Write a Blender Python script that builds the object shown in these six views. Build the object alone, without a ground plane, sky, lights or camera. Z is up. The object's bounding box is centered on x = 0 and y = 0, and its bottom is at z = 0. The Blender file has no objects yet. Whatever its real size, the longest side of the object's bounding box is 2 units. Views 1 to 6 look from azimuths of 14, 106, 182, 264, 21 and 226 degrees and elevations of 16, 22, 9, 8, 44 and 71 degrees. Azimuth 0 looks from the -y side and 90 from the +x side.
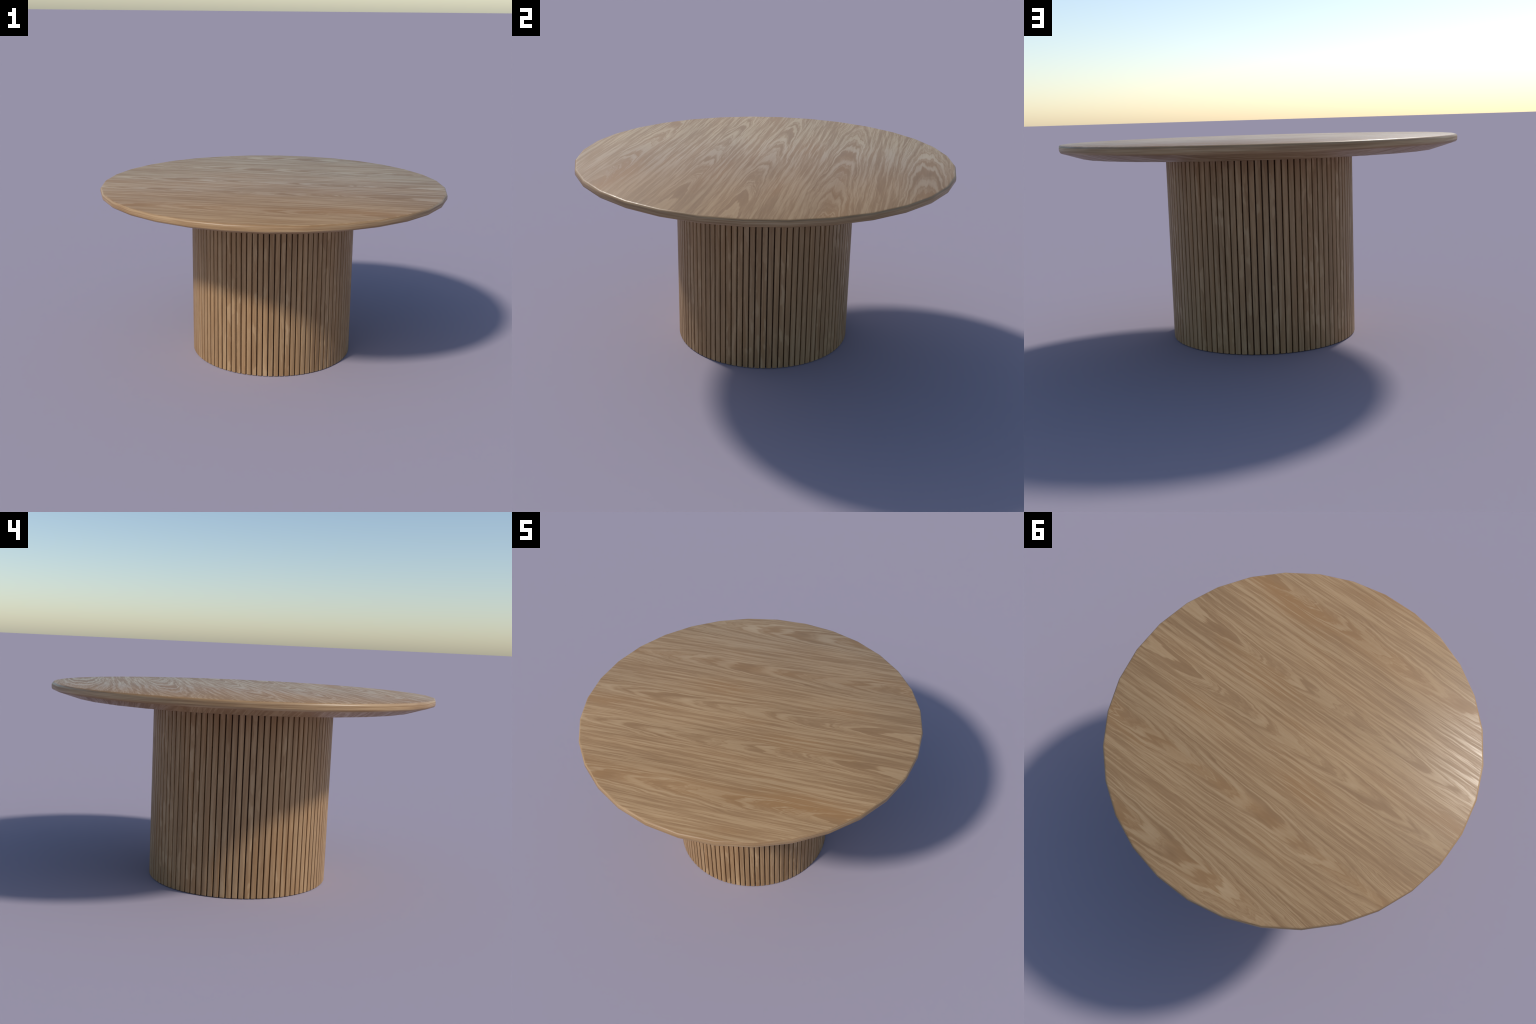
import bpy, bmesh, math, random
from math import sin, cos, pi, radians

random.seed(7)

# ------------------------------------------------------------------ sizes
TOP_R = 1.0            # tabletop: a 32-sided disc
TOP_SIDES = 32
TOP_Z = 1.0125         # upper face
UNDER_Z = 0.9424       # flat underside
UNDER_R = 0.888        # where the underside chamfer ends
DRUM_R = 0.4775        # front face of the slats
SLATS = 96
SLAT_W = 0.0249
SLAT_DEPTH = 0.020
CORE_R = DRUM_R - SLAT_DEPTH + 0.001


# ------------------------------------------------------------- node helper
class Nodes:
    def __init__(self, name):
        self.mat = bpy.data.materials.new(name)
        self.mat.use_nodes = True
        self.t = self.mat.node_tree
        self.t.nodes.clear()

    def new(self, kind, **kw):
        n = self.t.nodes.new(kind)
        for k, v in kw.items():
            setattr(n, k, v)
        return n

    def put(self, sock, v):
        if isinstance(v, bpy.types.NodeSocket):
            self.t.links.new(v, sock)
        else:
            sock.default_value = v

    def m(self, op, a, b=0.0, c=0.0, clamp=False):
        n = self.new('ShaderNodeMath', operation=op, use_clamp=clamp)
        self.put(n.inputs[0], a)
        self.put(n.inputs[1], b)
        self.put(n.inputs[2], c)
        return n.outputs[0]

    def xyz(self, x, y, z=0.0):
        n = self.new('ShaderNodeCombineXYZ')
        for i, v in enumerate((x, y, z)):
            self.put(n.inputs[i], v)
        return n.outputs[0]

    def noise(self, vec, scale=1.0, detail=2.0, rough=0.5):
        n = self.new('ShaderNodeTexNoise', noise_dimensions='3D')
        self.put(n.inputs['Vector'], vec)
        n.inputs['Scale'].default_value = scale
        n.inputs['Detail'].default_value = detail
        n.inputs['Roughness'].default_value = rough
        return n.outputs['Fac']

    def noise1(self, w, scale=1.0, detail=2.0, rough=0.5):
        n = self.new('ShaderNodeTexNoise', noise_dimensions='1D')
        self.put(n.inputs['W'], w)
        n.inputs['Scale'].default_value = scale
        n.inputs['Detail'].default_value = detail
        n.inputs['Roughness'].default_value = rough
        return n.outputs['Fac']

    def ramp(self, fac, stops):
        n = self.new('ShaderNodeValToRGB')
        self.put(n.inputs['Fac'], fac)
        cr = n.color_ramp
        cr.interpolation = 'LINEAR'
        while len(cr.elements) < len(stops):
            cr.elements.new(0.5)
        for e, (p, c) in zip(cr.elements, stops):
            e.position = p
            e.color = (*c, 1.0) if not isinstance(c, float) else (c, c, c, 1.0)
        return n.outputs['Color']

    def mix(self, fac, a, b, mode='MIX'):
        n = self.new('ShaderNodeMix', data_type='RGBA', blend_type=mode)
        self.put(n.inputs[0], fac)
        for s, v in ((n.inputs[6], a), (n.inputs[7], b)):
            self.put(s, v if isinstance(v, bpy.types.NodeSocket) else (*v, 1.0))
        return n.outputs[2]

    def remap(self, v, lo, hi, a=0.0, b=1.0):
        n = self.new('ShaderNodeMapRange', interpolation_type='SMOOTHSTEP')
        self.put(n.inputs[0], v)
        for i, q in enumerate((lo, hi, a, b)):
            n.inputs[1 + i].default_value = q
        return n.outputs[0]


def srgb(r, g, b):
    f = lambda c: (c / 255 / 12.92) if c / 255 <= 0.04045 else ((c / 255 + 0.055) / 1.055) ** 2.4
    return (f(r), f(g), f(b))


LIGHT = srgb(170, 138, 100)
MID = srgb(157, 124, 87)
DARK = srgb(140, 107, 72)
WARM = srgb(153, 114, 72)
PALE = srgb(182, 152, 115)


def finish(N, grain, along, across, seed, tint=None, rough=(0.31, 0.47), bump=0.05, heart=None, cast=(1.0, 1.0)):
    """Turns a 0..1 grain value into the lacquered oak shader."""
    col = N.ramp(grain, [(0.0, DARK), (0.36, MID), (0.62, LIGHT), (1.0, PALE)])
    # broad, softly drifting warm and grey zones, stretched with the grain
    warm = N.noise(N.xyz(N.m('MULTIPLY', along, 1.6), N.m('MULTIPLY', across, 5.5), seed + 3.3), 1.0, 2.0)
    wf = N.m('MULTIPLY', N.remap(warm, 0.53, 0.74), 0.5)
    wf = N.m('MULTIPLY', wf, N.remap(grain, 0.75, 0.35))
    if heart is not None:
        wf = N.m('ADD', wf, N.m('MULTIPLY', heart, N.remap(grain, 0.8, 0.3, 0.35, 1.0)), clamp=True)
    col = N.mix(wf, col, WARM)
    tone = N.noise(N.xyz(N.m('MULTIPLY', along, 0.9), N.m('MULTIPLY', across, 3.0), seed + 8.1), 1.0, 2.0)
    shade = N.remap(tone, 0.3, 0.7, 0.93, 1.06)
    if tint is not None:
        shade = N.m('MULTIPLY', shade, tint)
    col = N.mix(1.0, col, N.xyz(shade, N.m('MULTIPLY', shade, cast[0]), N.m('MULTIPLY', shade, cast[1])), 'MULTIPLY')
    p = N.new('ShaderNodeBsdfPrincipled')
    N.put(p.inputs['Base Color'], col)
    N.put(p.inputs['Roughness'], N.remap(grain, 0.2, 0.8, rough[1], rough[0]))
    p.inputs['IOR'].default_value = 1.45
    b = N.new('ShaderNodeBump')
    b.inputs['Strength'].default_value = bump
    b.inputs['Distance'].default_value = 0.004
    N.put(b.inputs['Height'], grain)
    N.put(p.inputs['Normal'], b.outputs['Normal'])
    o = N.new('ShaderNodeOutputMaterial')
    N.put(o.inputs['Surface'], p.outputs[0])
    return N.mat


def veneer_material(name):
    """Crown-cut oak veneer: the grain runs along x, turned a few degrees.
    Growth rings are level lines of  s*x - k*|distance to the nearest crown|,
    so they fold into long arches that point to -x along each crown."""
    N = Nodes(name)
    tc = N.new('ShaderNodeTexCoord')
    sep = N.new('ShaderNodeSeparateXYZ')
    N.put(sep.inputs[0], tc.outputs['Object'])
    x, y = sep.outputs[0], sep.outputs[1]
    yr = N.m('SUBTRACT', y, N.m('MULTIPLY', x, 0.092))
    # slow wander of the fibres
    w1 = N.noise(N.xyz(N.m('MULTIPLY', x, 1.7), N.m('MULTIPLY', yr, 4.0), 1.7), 1.0, 2.0)
    w2 = N.noise(N.xyz(N.m('MULTIPLY', x, 6.0), N.m('MULTIPLY', yr, 16.0), 5.1), 1.0, 2.0)
    yw = N.m('ADD', yr, N.m('MULTIPLY', N.m('SUBTRACT', w1, 0.5), 0.085))
    yw = N.m('ADD', yw, N.m('MULTIPLY', N.m('SUBTRACT', w2, 0.5), 0.016))
    w3 = N.noise(N.xyz(N.m('MULTIPLY', x, 20.0), N.m('MULTIPLY', yr, 60.0), 6.6), 1.0, 1.0)
    yw = N.m('ADD', yw, N.m('MULTIPLY', N.m('SUBTRACT', w3, 0.5), 0.008))
    # crowns: (centre across the grain, ring offset)
    crowns = [(0.86, 0.35, 0.075), (0.43, 0.0, 0.052), (0.022, 0.55, 0.038),
              (-0.275, 0.2, 0.032), (-0.69, 0.8, 0.045)]
    h = dist = None
    for c, o, w in crowns:
        d = N.m('ABSOLUTE', N.m('SUBTRACT', yw, c))
        dn = N.m('MULTIPLY', d, 0.04 / w)
        dist = dn if dist is None else N.m('MINIMUM', dist, dn)
        r = N.m('POWER', N.m('ADD', N.m('POWER', d, 3.0), w ** 3), 1 / 3)
        v = N.m('SUBTRACT', o, N.m('MULTIPLY', r, 52.0))
        h = v if h is None else N.m('SMOOTH_MAX', h, v, 0.3)
    rings = N.m('ADD', N.m('MULTIPLY', x, 3.4), h)
    # between the crowns the cut is near-quarter: straight, dense streaks
    ragged = N.noise(N.xyz(N.m('MULTIPLY', x, 2.5), N.m('MULTIPLY', yr, 10.0), 3.9), 1.0, 2.0)
    side = N.remap(N.m('ADD', dist, N.m('MULTIPLY', N.m('SUBTRACT', ragged, 0.5), 0.19)), 0.035, 0.085)
    u1 = N.noise(N.xyz(N.m('MULTIPLY', x, 3.0), N.m('MULTIPLY', yr, 30.0), 2.2), 1.0, 3.0, 0.55)
    rings = N.m('ADD', rings, N.m('MULTIPLY', N.m('SUBTRACT', u1, 0.5), N.m('ADD', 1.1, side)))
    g1 = N.noise1(N.m('ADD', rings, 20.0), 1.6, 3.0, 0.6)
    ys = N.m('ADD', yr, N.m('MULTIPLY', N.m('SUBTRACT', yw, yr), 0.28))
    f1 = N.noise(N.xyz(N.m('MULTIPLY', x, 4.5), N.m('MULTIPLY', ys, 135.0), 9.0), 1.0, 3.0, 0.6)
    f2 = N.noise(N.xyz(N.m('MULTIPLY', x, 1.9), N.m('MULTIPLY', ys, 58.0), 4.0), 1.0, 3.0, 0.55)
    f3 = N.noise(N.xyz(N.m('MULTIPLY', x, 1.1), N.m('MULTIPLY', ys, 22.0), 7.0), 1.0, 2.0, 0.5)
    # late and early wood part with a fairly crisp edge
    streak = N.m('ADD', N.m('MULTIPLY', N.m('SUBTRACT', f2, 0.5), 1.0),
                 N.m('ADD', N.m('MULTIPLY', N.m('SUBTRACT', f1, 0.5), 0.55),
                     N.m('MULTIPLY', N.m('SUBTRACT', f3, 0.5), 0.45)))
    streak = N.m('ADD', N.m('MULTIPLY', streak, 0.7), N.remap(streak, -0.10, 0.13, -0.17, 0.17))
    gc = N.m('ADD', N.m('MULTIPLY', N.m('SUBTRACT', g1, 0.5), 0.9), N.remap(g1, 0.40, 0.58, -0.17, 0.19))
    gc = N.m('MULTIPLY', gc, N.m('SUBTRACT', 1.0, N.m('MULTIPLY', side, 0.72)))
    g = N.m('ADD', gc, N.m('MULTIPLY', streak, N.m('ADD', 0.32, N.m('MULTIPLY', side, 0.68))))
    g = N.m('ADD', N.m('MULTIPLY', g, 0.86), 0.45, clamp=True)
    # heartwood warmth running along two of the crowns
    heart = None
    for c, w, amt in ((-0.655, 0.12, 0.42), (0.43, 0.05, 0.45)):
        q = N.remap(N.m('ABSOLUTE', N.m('SUBTRACT', yw, c)), w, 0.0, 0.0, amt)
        heart = q if heart is None else N.m('MAXIMUM', heart, q)
    heart = N.m('MULTIPLY', heart, N.remap(w1, 0.15, 0.50))
    return finish(N, g, x, yr, 0.0, heart=heart)


def edge_material(name):
    """Solid edge band: grain follows the rim."""
    N = Nodes(name)
    tc = N.new('ShaderNodeTexCoord')
    sep = N.new('ShaderNodeSeparateXYZ')
    N.put(sep.inputs[0], tc.outputs['Object'])
    x, y, z = sep.outputs
    # cylinder position itself keeps the pattern continuous round the rim
    a = N.noise(N.xyz(N.m('MULTIPLY', x, 2.2), N.m('MULTIPLY', y, 2.2), N.m('MULTIPLY', z, 95.0)), 1.0, 3.0, 0.55)
    b = N.noise(N.xyz(N.m('MULTIPLY', x, 5.0), N.m('MULTIPLY', y, 5.0), N.m('MULTIPLY', z, 240.0)), 1.0, 2.0, 0.5)
    g = N.m('ADD', N.m('MULTIPLY', N.m('SUBTRACT', a, 0.5), 1.8), N.m('MULTIPLY', N.m('SUBTRACT', b, 0.5), 1.3))
    g = N.m('ADD', g, 0.46, clamp=True)
    return finish(N, g, x, z, 4.0, rough=(0.30, 0.45), bump=0.03)


def slat_material(name):
    """Oak slat: grain runs up the slat, every slat cut from another spot."""
    N = Nodes(name)
    tc = N.new('ShaderNodeTexCoord')
    sep = N.new('ShaderNodeSeparateXYZ')
    N.put(sep.inputs[0], tc.outputs['Object'])
    x, y, z = sep.outputs
    rnd = N.new('ShaderNodeObjectInfo').outputs['Random']
    seed = N.m('MULTIPLY', rnd, 57.0)
    r2 = N.m('FRACT', N.m('MULTIPLY', rnd, 71.37))
    zz = N.m('ADD', z, N.m('MULTIPLY', rnd, 3.0))
    # the cut drifts across the rings at a slight angle, differently per slat
    lean = N.m('MULTIPLY', N.m('SUBTRACT', r2, 0.5), 0.05)
    t = N.m('ADD', N.m('ADD', y, N.m('MULTIPLY', x, 0.5)), N.m('MULTIPLY', z, lean))
    w = N.noise(N.xyz(N.m('MULTIPLY', zz, 3.2), N.m('MULTIPLY', t, 14.0), seed), 1.0, 2.0)
    tw = N.m('ADD', t, N.m('MULTIPLY', N.m('SUBTRACT', w, 0.5), 0.05))
    g1 = N.noise(N.xyz(N.m('MULTIPLY', zz, 1.6), N.m('MULTIPLY', tw, 62.0), N.m('ADD', seed, 2.0)), 1.0, 2.0, 0.5)
    f1 = N.noise(N.xyz(N.m('MULTIPLY', zz, 6.0), N.m('MULTIPLY', tw, 260.0), seed), 1.0, 2.0, 0.5)
    fl = N.noise(N.xyz(N.m('MULTIPLY', zz, 9.0), N.m('MULTIPLY', tw, 34.0), N.m('ADD', seed, 7.0)), 1.0, 2.0, 0.5)
    g = N.m('ADD', N.m('MULTIPLY', N.m('SUBTRACT', g1, 0.5), 1.5),
            N.m('ADD', N.m('MULTIPLY', N.m('SUBTRACT', f1, 0.5), 0.45),
                N.m('MULTIPLY', N.remap(fl, 0.52, 0.64), N.remap(r2, 0.55, 0.95, 0.10, 0.42))))
    g = N.m('ADD', g, N.m('ADD', 0.37, N.m('MULTIPLY', N.m('SUBTRACT', 0.5, r2), 0.08)), clamp=True)
    tint = N.m('ADD', 0.97, N.m('MULTIPLY', rnd, 0.07))
    return finish(N, g, zz, tw, 11.0, tint=tint, rough=(0.42, 0.55), bump=0.03, cast=(0.988, 0.985))


def core_material(name):
    N = Nodes(name)
    tc = N.new('ShaderNodeTexCoord')
    mp = N.new('ShaderNodeMapping')
    mp.inputs['Scale'].default_value = (30, 30, 2)
    N.put(mp.inputs['Vector'], tc.outputs['Object'])
    n = N.noise(mp.outputs[0], 1.0, 3.0)
    col = N.ramp(n, [(0.3, srgb(86, 58, 36)), (0.7, srgb(112, 80, 52))])
    p = N.new('ShaderNodeBsdfPrincipled')
    N.put(p.inputs['Base Color'], col)
    p.inputs['Roughness'].default_value = 0.7
    o = N.new('ShaderNodeOutputMaterial')
    N.put(o.inputs['Surface'], p.outputs[0])
    return N.mat


MAT_TOP = veneer_material('oak_veneer')
MAT_EDGE = edge_material('oak_edge')
MAT_SLAT = slat_material('oak_slat')
MAT_CORE = core_material('oak_core_dark')


# --------------------------------------------------------------- geometry
def add(name, mesh, parent):
    ob = bpy.data.objects.new(name, mesh)
    bpy.context.scene.collection.objects.link(ob)
    ob.parent = parent
    return ob


def smooth_by_angle(me, deg):
    for p in me.polygons:
        p.use_smooth = True
    me.set_sharp_from_angle(angle=radians(deg))


def lathe(name, profile, sides, mats, centre_z):
    """Solid of revolution.  profile rows: radius, z, elevation of the shading
    normal (degrees), material slot of the band that follows.  A row whose
    radius and z repeat the one before starts a new, sharply parted band."""
    bm = bmesh.new()
    shade = {}
    rings = []

    def nrm(i, el):
        t, e = 2 * pi * i / sides, radians(el)
        return (cos(e) * cos(t), cos(e) * sin(t), sin(e))

    for r, z, el, _ in profile:
        ring = []
        for i in range(sides):
            t = 2 * pi * i / sides
            v = bm.verts.new((r * cos(t), r * sin(t), z))
            v.index = len(shade)
            shade[v.index] = nrm(i, el)
            ring.append(v)
        rings.append(ring)
    ends = []
    for z, up in zip(centre_z, (1, -1)):
        v = bm.verts.new((0, 0, z))
        v.index = len(shade)
        shade[v.index] = (0, 0, up)
        ends.append(v)
    for i in range(sides):
        j = (i + 1) % sides
        bm.faces.new((ends[0], rings[0][i], rings[0][j]))
        bm.faces.new((ends[1], rings[-1][j], rings[-1][i]))
    for a, b, p, q in zip(rings, rings[1:], profile, profile[1:]):
        if p[:2] == q[:2]:
            continue
        for i in range(sides):
            j = (i + 1) % sides
            bm.faces.new((a[i], b[i], b[j], a[j])).material_index = p[3]
    me = bpy.data.meshes.new(name)
    bm.to_mesh(me)
    bm.free()
    for m in mats:
        me.materials.append(m)
    for p in me.polygons:
        p.use_smooth = True
    me.normals_split_custom_set_from_vertices([shade[i] for i in range(len(me.vertices))])
    return me


table = bpy.data.objects.new('round_table', None)
bpy.context.scene.collection.objects.link(table)
table['label'] = 'round oak dining table on a slatted drum pedestal'
table['category'] = 'dining table'

# tabletop: flat upper face, normals tilted for sun glint, eased edge, short upright rim,
# eased lower edge, long chamfer, flat underside
ER = 0.0125
LR = 0.014
RIM = [(TOP_R - ER, TOP_Z, 90 - 13, 0)]
for k in range(1, 4):
    a = radians(90 - 30 * k)
    RIM.append((TOP_R - ER + ER * cos(a), TOP_Z - ER + ER * sin(a), 90 - 30 * k, 1))
for k in range(4):
    a = radians(-22 * k)
    RIM.append((TOP_R - LR + LR * cos(a), 0.9872 + LR * sin(a), -20 * k, 1))
r, z = RIM[-1][:2]
RIM += [(r, z, -66, 0), (UNDER_R, UNDER_Z, -74, 0), (UNDER_R, UNDER_Z, -90, 0)]
add('tabletop', lathe('tabletop', RIM, TOP_SIDES, [MAT_TOP, MAT_EDGE], (TOP_Z, UNDER_Z)), table)

# drum: an inner core carrying the slats
core = add('pedestal_drum', lathe('pedestal_drum', [
    (CORE_R, UNDER_Z + 0.0015, 90, 0), (CORE_R, UNDER_Z + 0.0015, 0, 0),
    (CORE_R, 0.001, 0, 0), (CORE_R, 0.001, -90, 0)], 192, [MAT_CORE], (UNDER_Z + 0.0015, 0.001)), table)


def slat_mesh():
    """A vertical batten: rounded front arrises, origin on the drum axis."""
    h = UNDER_Z + 0.001
    fr = 0.0019
    back = DRUM_R - SLAT_DEPTH
    sec = [(back, -SLAT_W / 2 + 0.0012)]
    for k in range(5):
        a = radians(-90 + 22.5 * k)
        sec.append((DRUM_R - fr + fr * cos(a), -SLAT_W / 2 + fr + fr * sin(a)))
    sec += [(x, -y) for x, y in reversed(sec)]
    bm = bmesh.new()
    levels = [(0.0, 0.0012), (0.0012, 0.0)] + [(h * q / 6, 0.0) for q in range(1, 7)]
    rings = []
    for z, inset in levels:
        ring = []
        for x, y in sec:
            s = 1 - inset / (SLAT_W / 2)
            ring.append(bm.verts.new((x - inset * (x > back + 1e-6), y * s, z)))
        rings.append(ring)
    n = len(sec)
    for r0, r1 in zip(rings, rings[1:]):
        for i in range(n):
            j = (i + 1) % n
            bm.faces.new((r0[i], r0[j], r1[j], r1[i]))
    bm.faces.new(list(reversed(rings[0])))
    bm.faces.new(rings[-1])
    bmesh.ops.recalc_face_normals(bm, faces=bm.faces)
    me = bpy.data.meshes.new('slat')
    bm.to_mesh(me)
    bm.free()
    me.materials.append(MAT_SLAT)
    smooth_by_angle(me, 40)
    return me


SLAT = slat_mesh()
pitch = 2 * pi / SLATS
for i in range(SLATS):
    s = add('slat', SLAT, core)
    s.rotation_euler = (0, 0, (i + 0.5) * pitch)
